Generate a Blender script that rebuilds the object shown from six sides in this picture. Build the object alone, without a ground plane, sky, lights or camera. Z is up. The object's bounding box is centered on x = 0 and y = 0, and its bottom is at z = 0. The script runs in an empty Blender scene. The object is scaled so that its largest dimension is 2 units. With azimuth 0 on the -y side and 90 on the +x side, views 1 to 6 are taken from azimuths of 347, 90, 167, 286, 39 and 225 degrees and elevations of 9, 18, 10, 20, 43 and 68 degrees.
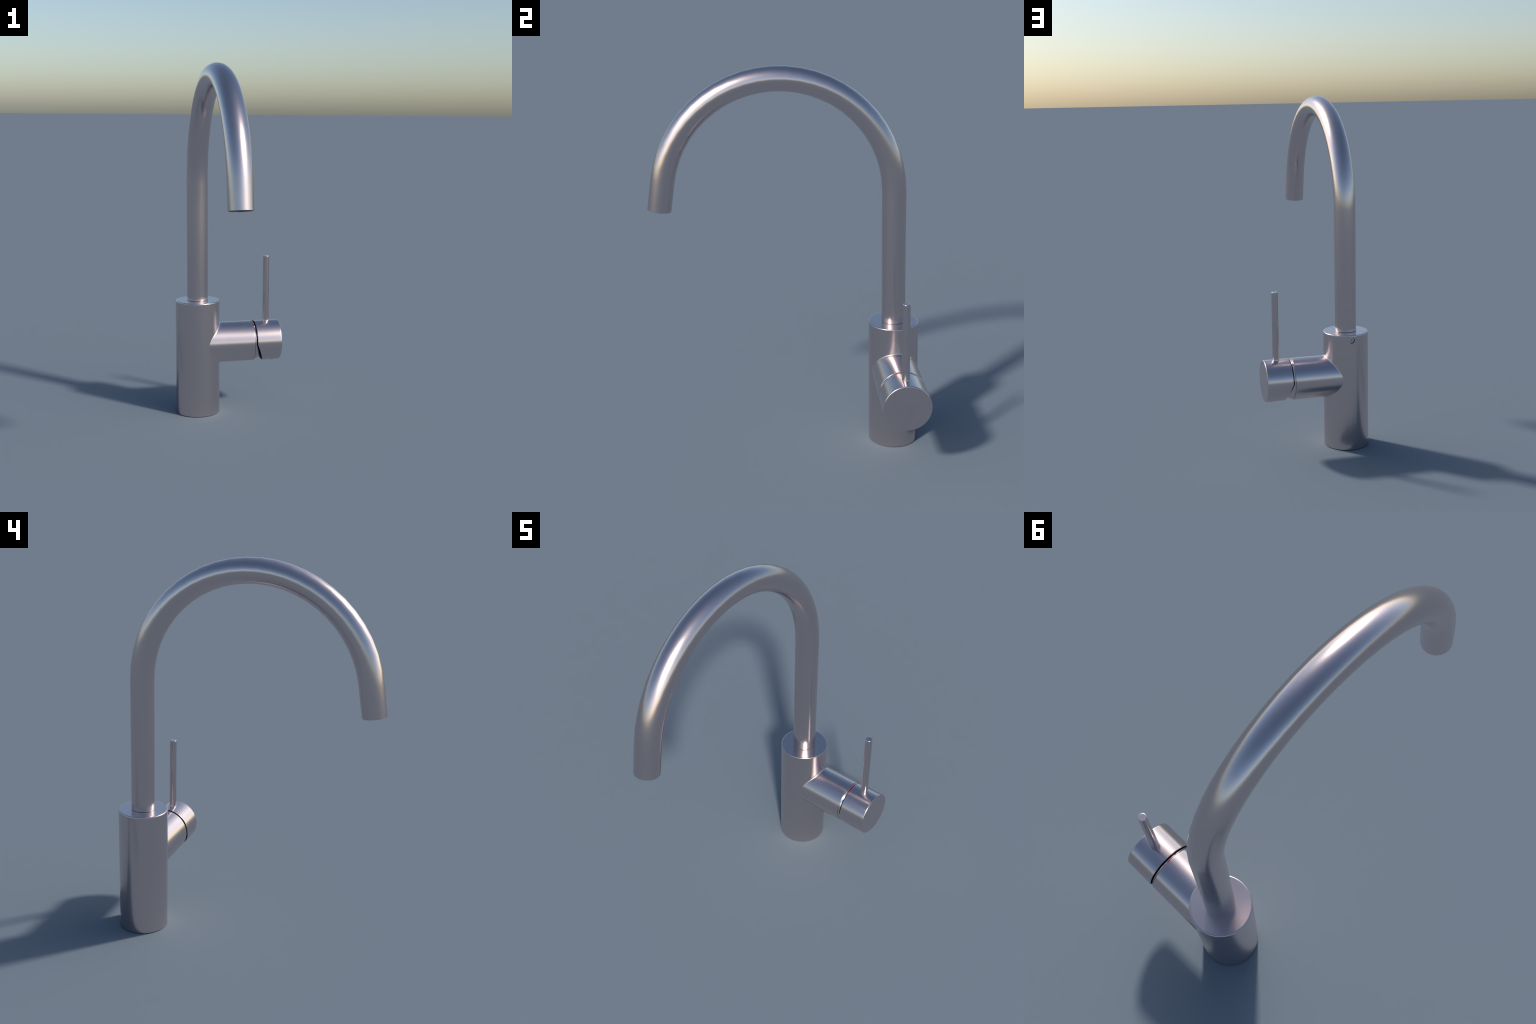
"""Single-lever kitchen mixer tap: upright cylindrical body, horizontal valve arm with a
rotating knob and pin lever, and a tall swan-neck spout.  Units: metres, z up."""
import bpy, bmesh, math
from math import sin, cos, pi, tau, radians, sqrt
from mathutils import Vector, Matrix

# ------------------------------------------------------------------ dimensions
AXIS_X, AXIS_Y = -0.1786, 0.5508          # vertical axis of body and spout riser
BODY_R, BODY_TOP = 0.1278, 0.6715
ARM_R, ARM_Z, ARM_Y = 0.1186, 0.4122, 0.5506
ARM_END, KNOB_START, KNOB_END = 0.1450, 0.1592, 0.3058   # x positions
FILLET = 0.010                            # arm / body blend radius
KNOB_CUT_BOTTOM = 0.2040                  # lower half of the knob is cut back to here
PIPE_R, BEND_R = 0.0603, 0.5763
PIPE_START, BEND_Z = 0.6726, 1.3634       # riser bottom, start of the bend
BEND_SWEEP, BEND_STEPS, TAIL = radians(170), 26, 0.1515
LEVER_X, LEVER_R, LEVER_TOP = 0.2326, 0.0187, 0.9215
AXIS = Vector((AXIS_X, AXIS_Y, 0))


# ------------------------------------------------------------------ materials
def principled(name, colour, rough, metallic=0.0, grain=0.0, coat=0.0):
    m = bpy.data.materials.new(name)
    m.use_nodes = True
    nt = m.node_tree
    b = nt.nodes["Principled BSDF"]
    b.inputs["Metallic"].default_value = metallic
    b.inputs["Coat Weight"].default_value = coat
    tc = nt.nodes.new("ShaderNodeTexCoord")
    noise = nt.nodes.new("ShaderNodeTexNoise")
    noise.inputs["Scale"].default_value = 9.0
    noise.inputs["Detail"].default_value = 3.0
    nt.links.new(tc.outputs["Object"], noise.inputs["Vector"])
    ramp = nt.nodes.new("ShaderNodeValToRGB")
    lo = [c * (1 - grain) for c in colour]
    hi = [min(1, c * (1 + grain)) for c in colour]
    ramp.color_ramp.elements[0].position, ramp.color_ramp.elements[1].position = 0.3, 0.7
    ramp.color_ramp.elements[0].color = (*lo, 1)
    ramp.color_ramp.elements[1].color = (*hi, 1)
    nt.links.new(noise.outputs["Fac"], ramp.inputs["Fac"])
    nt.links.new(ramp.outputs["Color"], b.inputs["Base Color"])
    rr = nt.nodes.new("ShaderNodeMapRange")
    rr.inputs["To Min"].default_value = rough * 0.96
    rr.inputs["To Max"].default_value = rough * 1.04
    nt.links.new(noise.outputs["Fac"], rr.inputs["Value"])
    nt.links.new(rr.outputs["Result"], b.inputs["Roughness"])
    return m


STEEL = principled("satin_chrome", (0.665, 0.577, 0.570), 0.225, 1.0, 0.004)
SCREW_STEEL = principled("screw_zinc", (0.62, 0.61, 0.60), 0.35, 1.0, 0.03)
BLACK = principled("near_black", (0.004, 0.004, 0.0045), 0.8, 0.0, 0.05)
BLACK.node_tree.nodes["Principled BSDF"].inputs["Specular IOR Level"].default_value = 0.15
AERATOR = principled("aerator_dark_plastic", (0.035, 0.036, 0.038), 0.5, 0.0, 0.05)
DARK_GREY = principled("dark_grey", (0.09, 0.09, 0.10), 0.5, 0.0, 0.05)
RED = principled("red_enamel", (0.37, 0.012, 0.016), 0.35, 0.0, 0.03)
BLUE = principled("blue_enamel", (0.018, 0.085, 0.21), 0.35, 0.0, 0.03)


# ------------------------------------------------------------------ mesh helpers
def make_object(name, verts, faces, mats, parent, smooth_angle=35, face_mats=None):
    me = bpy.data.meshes.new(name)
    me.from_pydata([tuple(v) for v in verts], [], faces)
    for m in (mats if isinstance(mats, (list, tuple)) else [mats]):
        me.materials.append(m)
    if face_mats:
        me.polygons.foreach_set("material_index", face_mats)
    bm = bmesh.new()
    bm.from_mesh(me)
    bmesh.ops.recalc_face_normals(bm, faces=bm.faces)
    limit = radians(smooth_angle)
    for f in bm.faces:
        f.smooth = True
    for e in bm.edges:
        if len(e.link_faces) == 2:
            e.smooth = e.calc_face_angle(0) < limit
    bm.to_mesh(me)
    bm.free()
    o = bpy.data.objects.new(name, me)
    bpy.context.scene.collection.objects.link(o)
    o.parent = parent
    return o


def rounded(profile, steps=4):
    """Profile of (axial, radius, corner_radius): expands each corner into a small arc."""
    out = []
    for i, (a, r, c) in enumerate(profile):
        if c <= 0 or i in (0, len(profile) - 1):
            out.append((a, r))
            continue
        p = Vector((a, r))
        u = (Vector(profile[i - 1][:2]) - p).normalized() * c
        v = (Vector(profile[i + 1][:2]) - p).normalized() * c
        if (Vector(profile[i - 1][:2]) - p).length > 2.5 * c:
            out.append(tuple(p + u * 1.6))               # support ring keeps the flat wall's shading flat
        for k in range(steps + 1):
            t = k / steps
            q = p + u * (1 - t) ** 2 + v * t ** 2       # quadratic corner
            out.append((q.x, q.y))
        if (Vector(profile[i + 1][:2]) - p).length > 2.5 * c:
            out.append(tuple(p + v * 1.6))
    return out


def lathe(name, profile, origin, axis, mats, parent, sides=64, smooth_angle=35):
    """Revolves (axial, radius) pairs about an axis through origin."""
    axis = Vector(axis).normalized()
    u = axis.orthogonal().normalized()
    w = axis.cross(u)
    verts, faces, rings = [], [], []
    for a, r in profile:
        c = Vector(origin) + axis * a
        if r < 1e-6:
            rings.append([len(verts)])
            verts.append(c)
        else:
            rings.append(list(range(len(verts), len(verts) + sides)))
            verts += [c + (u * cos(tau * k / sides) + w * sin(tau * k / sides)) * r for k in range(sides)]
    for A, B in zip(rings, rings[1:]):
        for k in range(sides):
            j = (k + 1) % sides
            if len(A) == 1 and len(B) == 1:
                continue
            if len(A) == 1:
                faces.append((A[0], B[k], B[j]))
            elif len(B) == 1:
                faces.append((A[k], B[0], A[j]))
            else:
                faces.append((A[k], B[k], B[j], A[j]))
    return make_object(name, verts, faces, mats, parent, smooth_angle)


def cut(target, cutter):
    """Boolean difference, applied; the cutter is removed afterwards."""
    m = target.modifiers.new("cut", "BOOLEAN")
    m.operation, m.solver, m.object = "DIFFERENCE", "EXACT", cutter
    bpy.context.view_layer.update()
    ev = target.evaluated_get(bpy.context.evaluated_depsgraph_get())
    me = bpy.data.meshes.new_from_object(ev)
    target.modifiers.clear()
    old = target.data
    target.data = me
    bpy.data.meshes.remove(old)
    data = cutter.data
    bpy.data.objects.remove(cutter)
    bpy.data.meshes.remove(data)


def tube(name, centres, tangents, side, radii, sides, mat, parent, cap_profile=None):
    """Sweeps circles along a planar path; `side` is the path plane's normal."""
    verts, faces = [], []
    for c, t, r in zip(centres, tangents, radii):
        n = side.cross(t).normalized()
        verts += [c + (side * cos(tau * k / sides) + n * sin(tau * k / sides)) * r for k in range(sides)]
    for i in range(len(centres) - 1):
        for k in range(sides):
            j = (k + 1) % sides
            faces.append((i * sides + k, i * sides + j, (i + 1) * sides + j, (i + 1) * sides + k))
    return make_object(name, verts, faces, mat, parent, 50)


# ------------------------------------------------------------------ root
root = bpy.data.objects.new("kitchen_faucet", None)
bpy.context.scene.collection.objects.link(root)
root["label"] = "satin chrome swan-neck kitchen tap with side lever"
root["category"] = "kitchen faucet"

# ------------------------------------------------------------------ upright body
body = lathe("tap_body", rounded([
    (0.0, 0.0, 0), (0.0, BODY_R, 0.0010), (BODY_TOP, BODY_R, 0.0065), (BODY_TOP, 0.052, 0.0), (BODY_TOP - 0.02, 0.052, 0)], 5),
    AXIS, (0, 0, 1), STEEL, root, sides=128)

# recessed grub screw at the back, just under the top rim
SCREW_Z, SCREW_HOLE = 0.6425, 0.0165
screw_axis = Vector((0.0, 1.0, 0.0))
screw_mouth = Vector((AXIS_X + 0.001, AXIS_Y + BODY_R, SCREW_Z))
hole = lathe("hole_cutter", [(-0.03, 0), (-0.03, SCREW_HOLE), (0.02, SCREW_HOLE), (0.02, 0)],
             screw_mouth, screw_axis, BLACK, None, sides=24)
cut(body, hole)


def analytic_normals(o):
    """Radial normals on the cylinder wall so the cut leaves its shading untouched."""
    me = o.data
    me.update()
    out = []
    for p in me.polygons:
        for li in p.loop_indices:
            co = me.vertices[me.loops[li].vertex_index].co
            rad = Vector((co.x - AXIS_X, co.y - AXIS_Y, 0))
            on_wall = abs(rad.length - BODY_R) < 2e-4 and abs(p.normal.z) < 0.05 and p.normal.dot(rad.normalized()) > 0.97
            if on_wall:
                out.append(rad.normalized())
            elif p.normal.z > 0.999:
                out.append(Vector((0, 0, 1)))
            else:
                out.append(Vector((0, 0, 0)))
    me.normals_split_custom_set([tuple(n) for n in out])


for p in body.data.polygons:
    p.use_smooth = True
analytic_normals(body)

grub = lathe("grub_screw", [(-0.022, 0.0), (-0.022, 0.0045), (-0.0087, 0.0045), (-0.0080, 0.0052), (-0.0080, 0.0145),
                            (-0.0090, 0.0155), (-0.03, 0.0155)], screw_mouth, screw_axis, SCREW_STEEL, body, sides=24)
# hole wall coloured black for the shadow around the recessed screw
lathe("hole_painted_shade", [(-0.0020, 0.01645), (-0.03, 0.01645), (-0.03, 0.0145)], screw_mouth, screw_axis, BLACK, body, sides=24)

# ------------------------------------------------------------------ valve arm with rolling-ball fillet
SIDES = 96
ARC = 8
verts, faces = [], []
rows = ARC + 1
arm_tail = rounded([(ARM_END - 0.02, ARM_R, 0), (ARM_END, ARM_R, 0.0022), (ARM_END, 0.1100, 0)], 4)
for k in range(SIDES):
    a = tau * k / SIDES
    n_arm = Vector((0, sin(a), cos(a)))
    cy = (ARM_R + FILLET) * sin(a)
    cx = sqrt((BODY_R + FILLET) ** 2 - cy ** 2)
    centre = Vector((AXIS_X + cx, ARM_Y + cy, ARM_Z + (ARM_R + FILLET) * cos(a)))
    n_body = Vector((cx, cy, 0)) / (BODY_R + FILLET)
    angle = n_body.angle(n_arm)
    col = []
    for i in range(rows):
        t = i / ARC
        if angle < 1e-4:
            n = n_arm
        else:
            n = (n_body * sin((1 - t) * angle) + n_arm * sin(t * angle)) / sin(angle)
        col.append(centre - n * FILLET)
    col.insert(0, col[0] - n_body * 0.004)            # tuck the rim into the body
    for x, r in arm_tail:
        col.append(Vector((x, ARM_Y, ARM_Z)) + n_arm * r)
    verts += col
H = len(verts) // SIDES
for k in range(SIDES):
    j = (k + 1) % SIDES
    for i in range(H - 1):
        faces.append((k * H + i, k * H + i + 1, j * H + i + 1, j * H + i))
arm = make_object("valve_arm", verts, faces, STEEL, root, 60)

# thin black ring at the joint, then the tapered indicator ring that shows in the slot
ARM_O = Vector((0, ARM_Y, ARM_Z))
lathe("joint_black_ring", [(ARM_END - 0.001, 0.1105), (ARM_END - 0.001, 0.1171), (ARM_END + 0.0016, 0.1171), (ARM_END + 0.0012, 0.1105)],
      ARM_O, (1, 0, 0), BLACK, root, sides=96)


def knob_rim(height):
    """x of the knob's open rim at a height above its axis: square above, slanted back below."""
    return KNOB_START + max(0.0, -height) / ARM_R * (KNOB_CUT_BOTTOM - KNOB_START)


RING_X, RING_R, RING_SLOPE = ARM_END + 0.0015, 0.1174, 0.48


def ring_point(t, a):
    """Collar surface: t = 0 at the arm joint, 1 at its free edge, beyond 1 round the edge and down.
    a = angle from the top towards the front.  The free edge keeps a short distance from the knob rim."""
    edge = ARM_END + 0.0083 + 0.92 * (knob_rim(ARM_R * cos(a)) - KNOB_START)
    x = RING_X + (edge - RING_X) * min(t, 1.0)
    r = RING_R - RING_SLOPE * (x - RING_X)
    if t > 1.0:
        q = min(1.0, t - 1.0) * pi / 2
        x += 0.0016 * sin(q) + 0.022 * max(0.0, t - 2.0)      # dark slot floor runs on under the knob
        r -= 0.0085 * (1 - cos(q)) + 0.0009 * sin(q) + 0.002 * max(0.0, t - 2.0)
    return ARM_O + Vector((x, -r * sin(a), r * cos(a)))


verts, faces, fmat = [], [], []
ring_steps = [0.0, 0.05, 0.3, 0.6, 0.9, 1.0, 1.25, 1.5, 1.75, 2.0, 3.0]
for k in range(SIDES):
    a = tau * k / SIDES
    verts.append(ARM_O + Vector((RING_X, -0.1 * sin(a), 0.1 * cos(a))))
    verts += [ring_point(t, a) for t in ring_steps]
H = len(ring_steps) + 1
for k in range(SIDES):
    j = (k + 1) % SIDES
    for i in range(H - 1):
        faces.append((k * H + i, k * H + i + 1, j * H + i + 1, j * H + i))
        fmat.append(1 if i >= H - 3 else 0)
ring = make_object("indicator_ring", verts, faces, [STEEL, BLACK], root, 60, fmat)


def indicator_mark(name, angle, span, t0, t1, mat):
    """Thin oval enamel patch lying on the collar."""
    nu, nv, lift = 10, 4, 0.0003
    vs, fs = [], []
    tm, th = (t0 + t1) / 2, (t1 - t0) / 2
    out = Vector((0.45, 0, 0))
    for layer in (lift, -0.001):
        for i in range(nu + 1):
            u = -1 + 2 * i / nu
            half = th * max(0.3, (1 - abs(u) ** 3))
            a = radians(angle + span / 2 * u)
            for j in range(nv + 1):
                p = ring_point(tm + half * (-1 + 2 * j / nv), a)
                vs.append(p + (out + Vector((0, -sin(a), cos(a))) * 0.9) * layer)
    n1, M = nv + 1, (nu + 1) * (nv + 1)
    for i in range(nu):
        for j in range(nv):
            q = (i * n1 + j, i * n1 + j + 1, (i + 1) * n1 + j + 1, (i + 1) * n1 + j)
            fs.append(q)
            fs.append(tuple(M + v for v in reversed(q)))
    edge = [j for j in range(n1)] + [i * n1 + nv for i in range(1, nu + 1)] + [nu * n1 + j for j in range(nv - 1, -1, -1)] + [i * n1 for i in range(nu - 1, 0, -1)]
    for a, b in zip(edge, edge[1:] + edge[:1]):
        fs.append((a, b, M + b, M + a))
    return make_object(name, vs, fs, mat, ring, 40)


for ang, span, t0, t1 in ((-29, 3, .3, .8), (-15, 5.5, .3, .8), (2, 12, .2, 1.0), (18, 6.5, .22, .95), (30, 3.5, .3, .8)):
    indicator_mark("red_mark", ang, span, t0, t1, RED)
for ang, span, t0, t1 in ((48, 14, .2, 1.0), (76, 4, .3, .85)):
    indicator_mark("blue_mark", ang, span, t0, t1, BLUE)

# ------------------------------------------------------------------ knob
# solid barrel with a black underside to its rim; the rim is square above the axis and cut back on a slant below it
verts, faces, fmat = [], [], []
end_profile = rounded([(KNOB_END - 0.03, ARM_R, 0), (KNOB_END, ARM_R, 0.0055), (KNOB_END, 0.0, 0)], 5)
cols = []
for k in range(SIDES):
    a = tau * k / SIDES
    n = Vector((0, sin(a), cos(a)))
    dz = ARM_R * cos(a)

    x0 = knob_rim(dz)
    col = [(x0 + 0.004, 0.078, 1), (x0 + 0.0004, 0.080, 1), (x0, ARM_R - 0.0016, 1), (x0 + 0.0001, ARM_R - 0.0012, 0),
           (x0 + 0.0004, ARM_R - 0.0004, 0), (x0 + 0.0012, ARM_R, 0), (x0 + 0.0030, ARM_R, 0)]
    col += [(x, r, 0) for x, r in end_profile[:-1]]
    cols.append([(ARM_O + Vector((x, 0, 0)) + n * r, m) for x, r, m in col])
H = len(cols[0])
for c in cols:
    verts += [p for p, _ in c]
for k in range(SIDES):
    j = (k + 1) % SIDES
    for i in range(H - 1):
        faces.append((k * H + i, k * H + i + 1, j * H + i + 1, j * H + i))
        fmat.append(cols[k][i][1])
faces.append(tuple(k * H + H - 1 for k in range(SIDES)))      # flat front face
fmat.append(0)
faces.append(tuple(k * H for k in range(SIDES)))              # dark inner floor
fmat.append(1)
knob = make_object("control_knob", verts, faces, [STEEL, BLACK], root, 30, fmat)

# pin lever with a small flared foot
foot = ARM_Z + sqrt(ARM_R ** 2 - LEVER_R ** 2)
lathe("lever", rounded([(foot - 0.012, LEVER_R + 0.0015, 0), (foot + 0.0015, LEVER_R + 0.0014, 0.001), (foot + 0.005, LEVER_R, 0.002),
                        (LEVER_TOP, LEVER_R - 0.0004, 0.0028), (LEVER_TOP, 0.0, 0)], 4),
      (LEVER_X, ARM_Y, 0), (0, 0, 1), STEEL, knob, sides=32)
# grub screw head under the knob
lathe("grub_screw", rounded([(0.100, 0.0165, 0), (ARM_R + 0.0035, 0.0165, 0.0015), (ARM_R + 0.0035, 0.007, 0), (ARM_R - 0.006, 0.006, 0), (ARM_R - 0.006, 0.0, 0)], 3),
      (0.268, ARM_Y, ARM_Z), (0, 0, -1), SCREW_STEEL, knob, sides=24)

# ------------------------------------------------------------------ swan-neck spout
side = Vector((1, 0, 0))
path, tang, rad = [], [], []
up = Vector((0, 0, 1))
for z, r in ((PIPE_START, PIPE_R - 0.0006), (PIPE_START + 0.0006, PIPE_R), (PIPE_START + 0.002, PIPE_R), (PIPE_START + 0.25, PIPE_R), (BEND_Z - 0.20, PIPE_R)):
    path.append(AXIS + up * z); tang.append(up); rad.append(r)
for i in range(BEND_STEPS + 1):
    a = BEND_SWEEP * i / BEND_STEPS
    path.append(Vector((AXIS_X, AXIS_Y - BEND_R * (1 - cos(a)), BEND_Z + BEND_R * sin(a))))
    tang.append(Vector((0, -sin(a), cos(a)))); rad.append(PIPE_R)
down = Vector((0, -sin(BEND_SWEEP), cos(BEND_SWEEP)))
tip = path[-1] + down * TAIL
for back, r in ((TAIL * 0.5, PIPE_R), (0.0016, PIPE_R), (0.0008, PIPE_R), (0.0, PIPE_R - 0.0008), (0.0, PIPE_R - 0.003), (0.03, PIPE_R - 0.0032)):
    path.append(tip - down * back); tang.append(down); rad.append(r)
spout = tube("spout_pipe", path, tang, side, rad, 48, STEEL, root)

# aerator insert: recessed dark ring with a slightly domed mesh disc
lathe("aerator", [(-0.03, 0.0), (-0.03, 0.0572), (-0.0008, 0.0572), (-0.0006, 0.050), (-0.002, 0.048), (-0.002, 0.044), (0.0000, 0.030), (0.0035, 0.014), (0.0044, 0.0)],
      tip, down, AERATOR, spout, sides=48)
# dark grey ring between riser and body
lathe("swivel_grey_ring", [(BODY_TOP - 0.015, 0.0590), (PIPE_START + 0.004, 0.0590), (PIPE_START + 0.004, 0.04)], AXIS, (0, 0, 1), DARK_GREY, spout, sides=48)
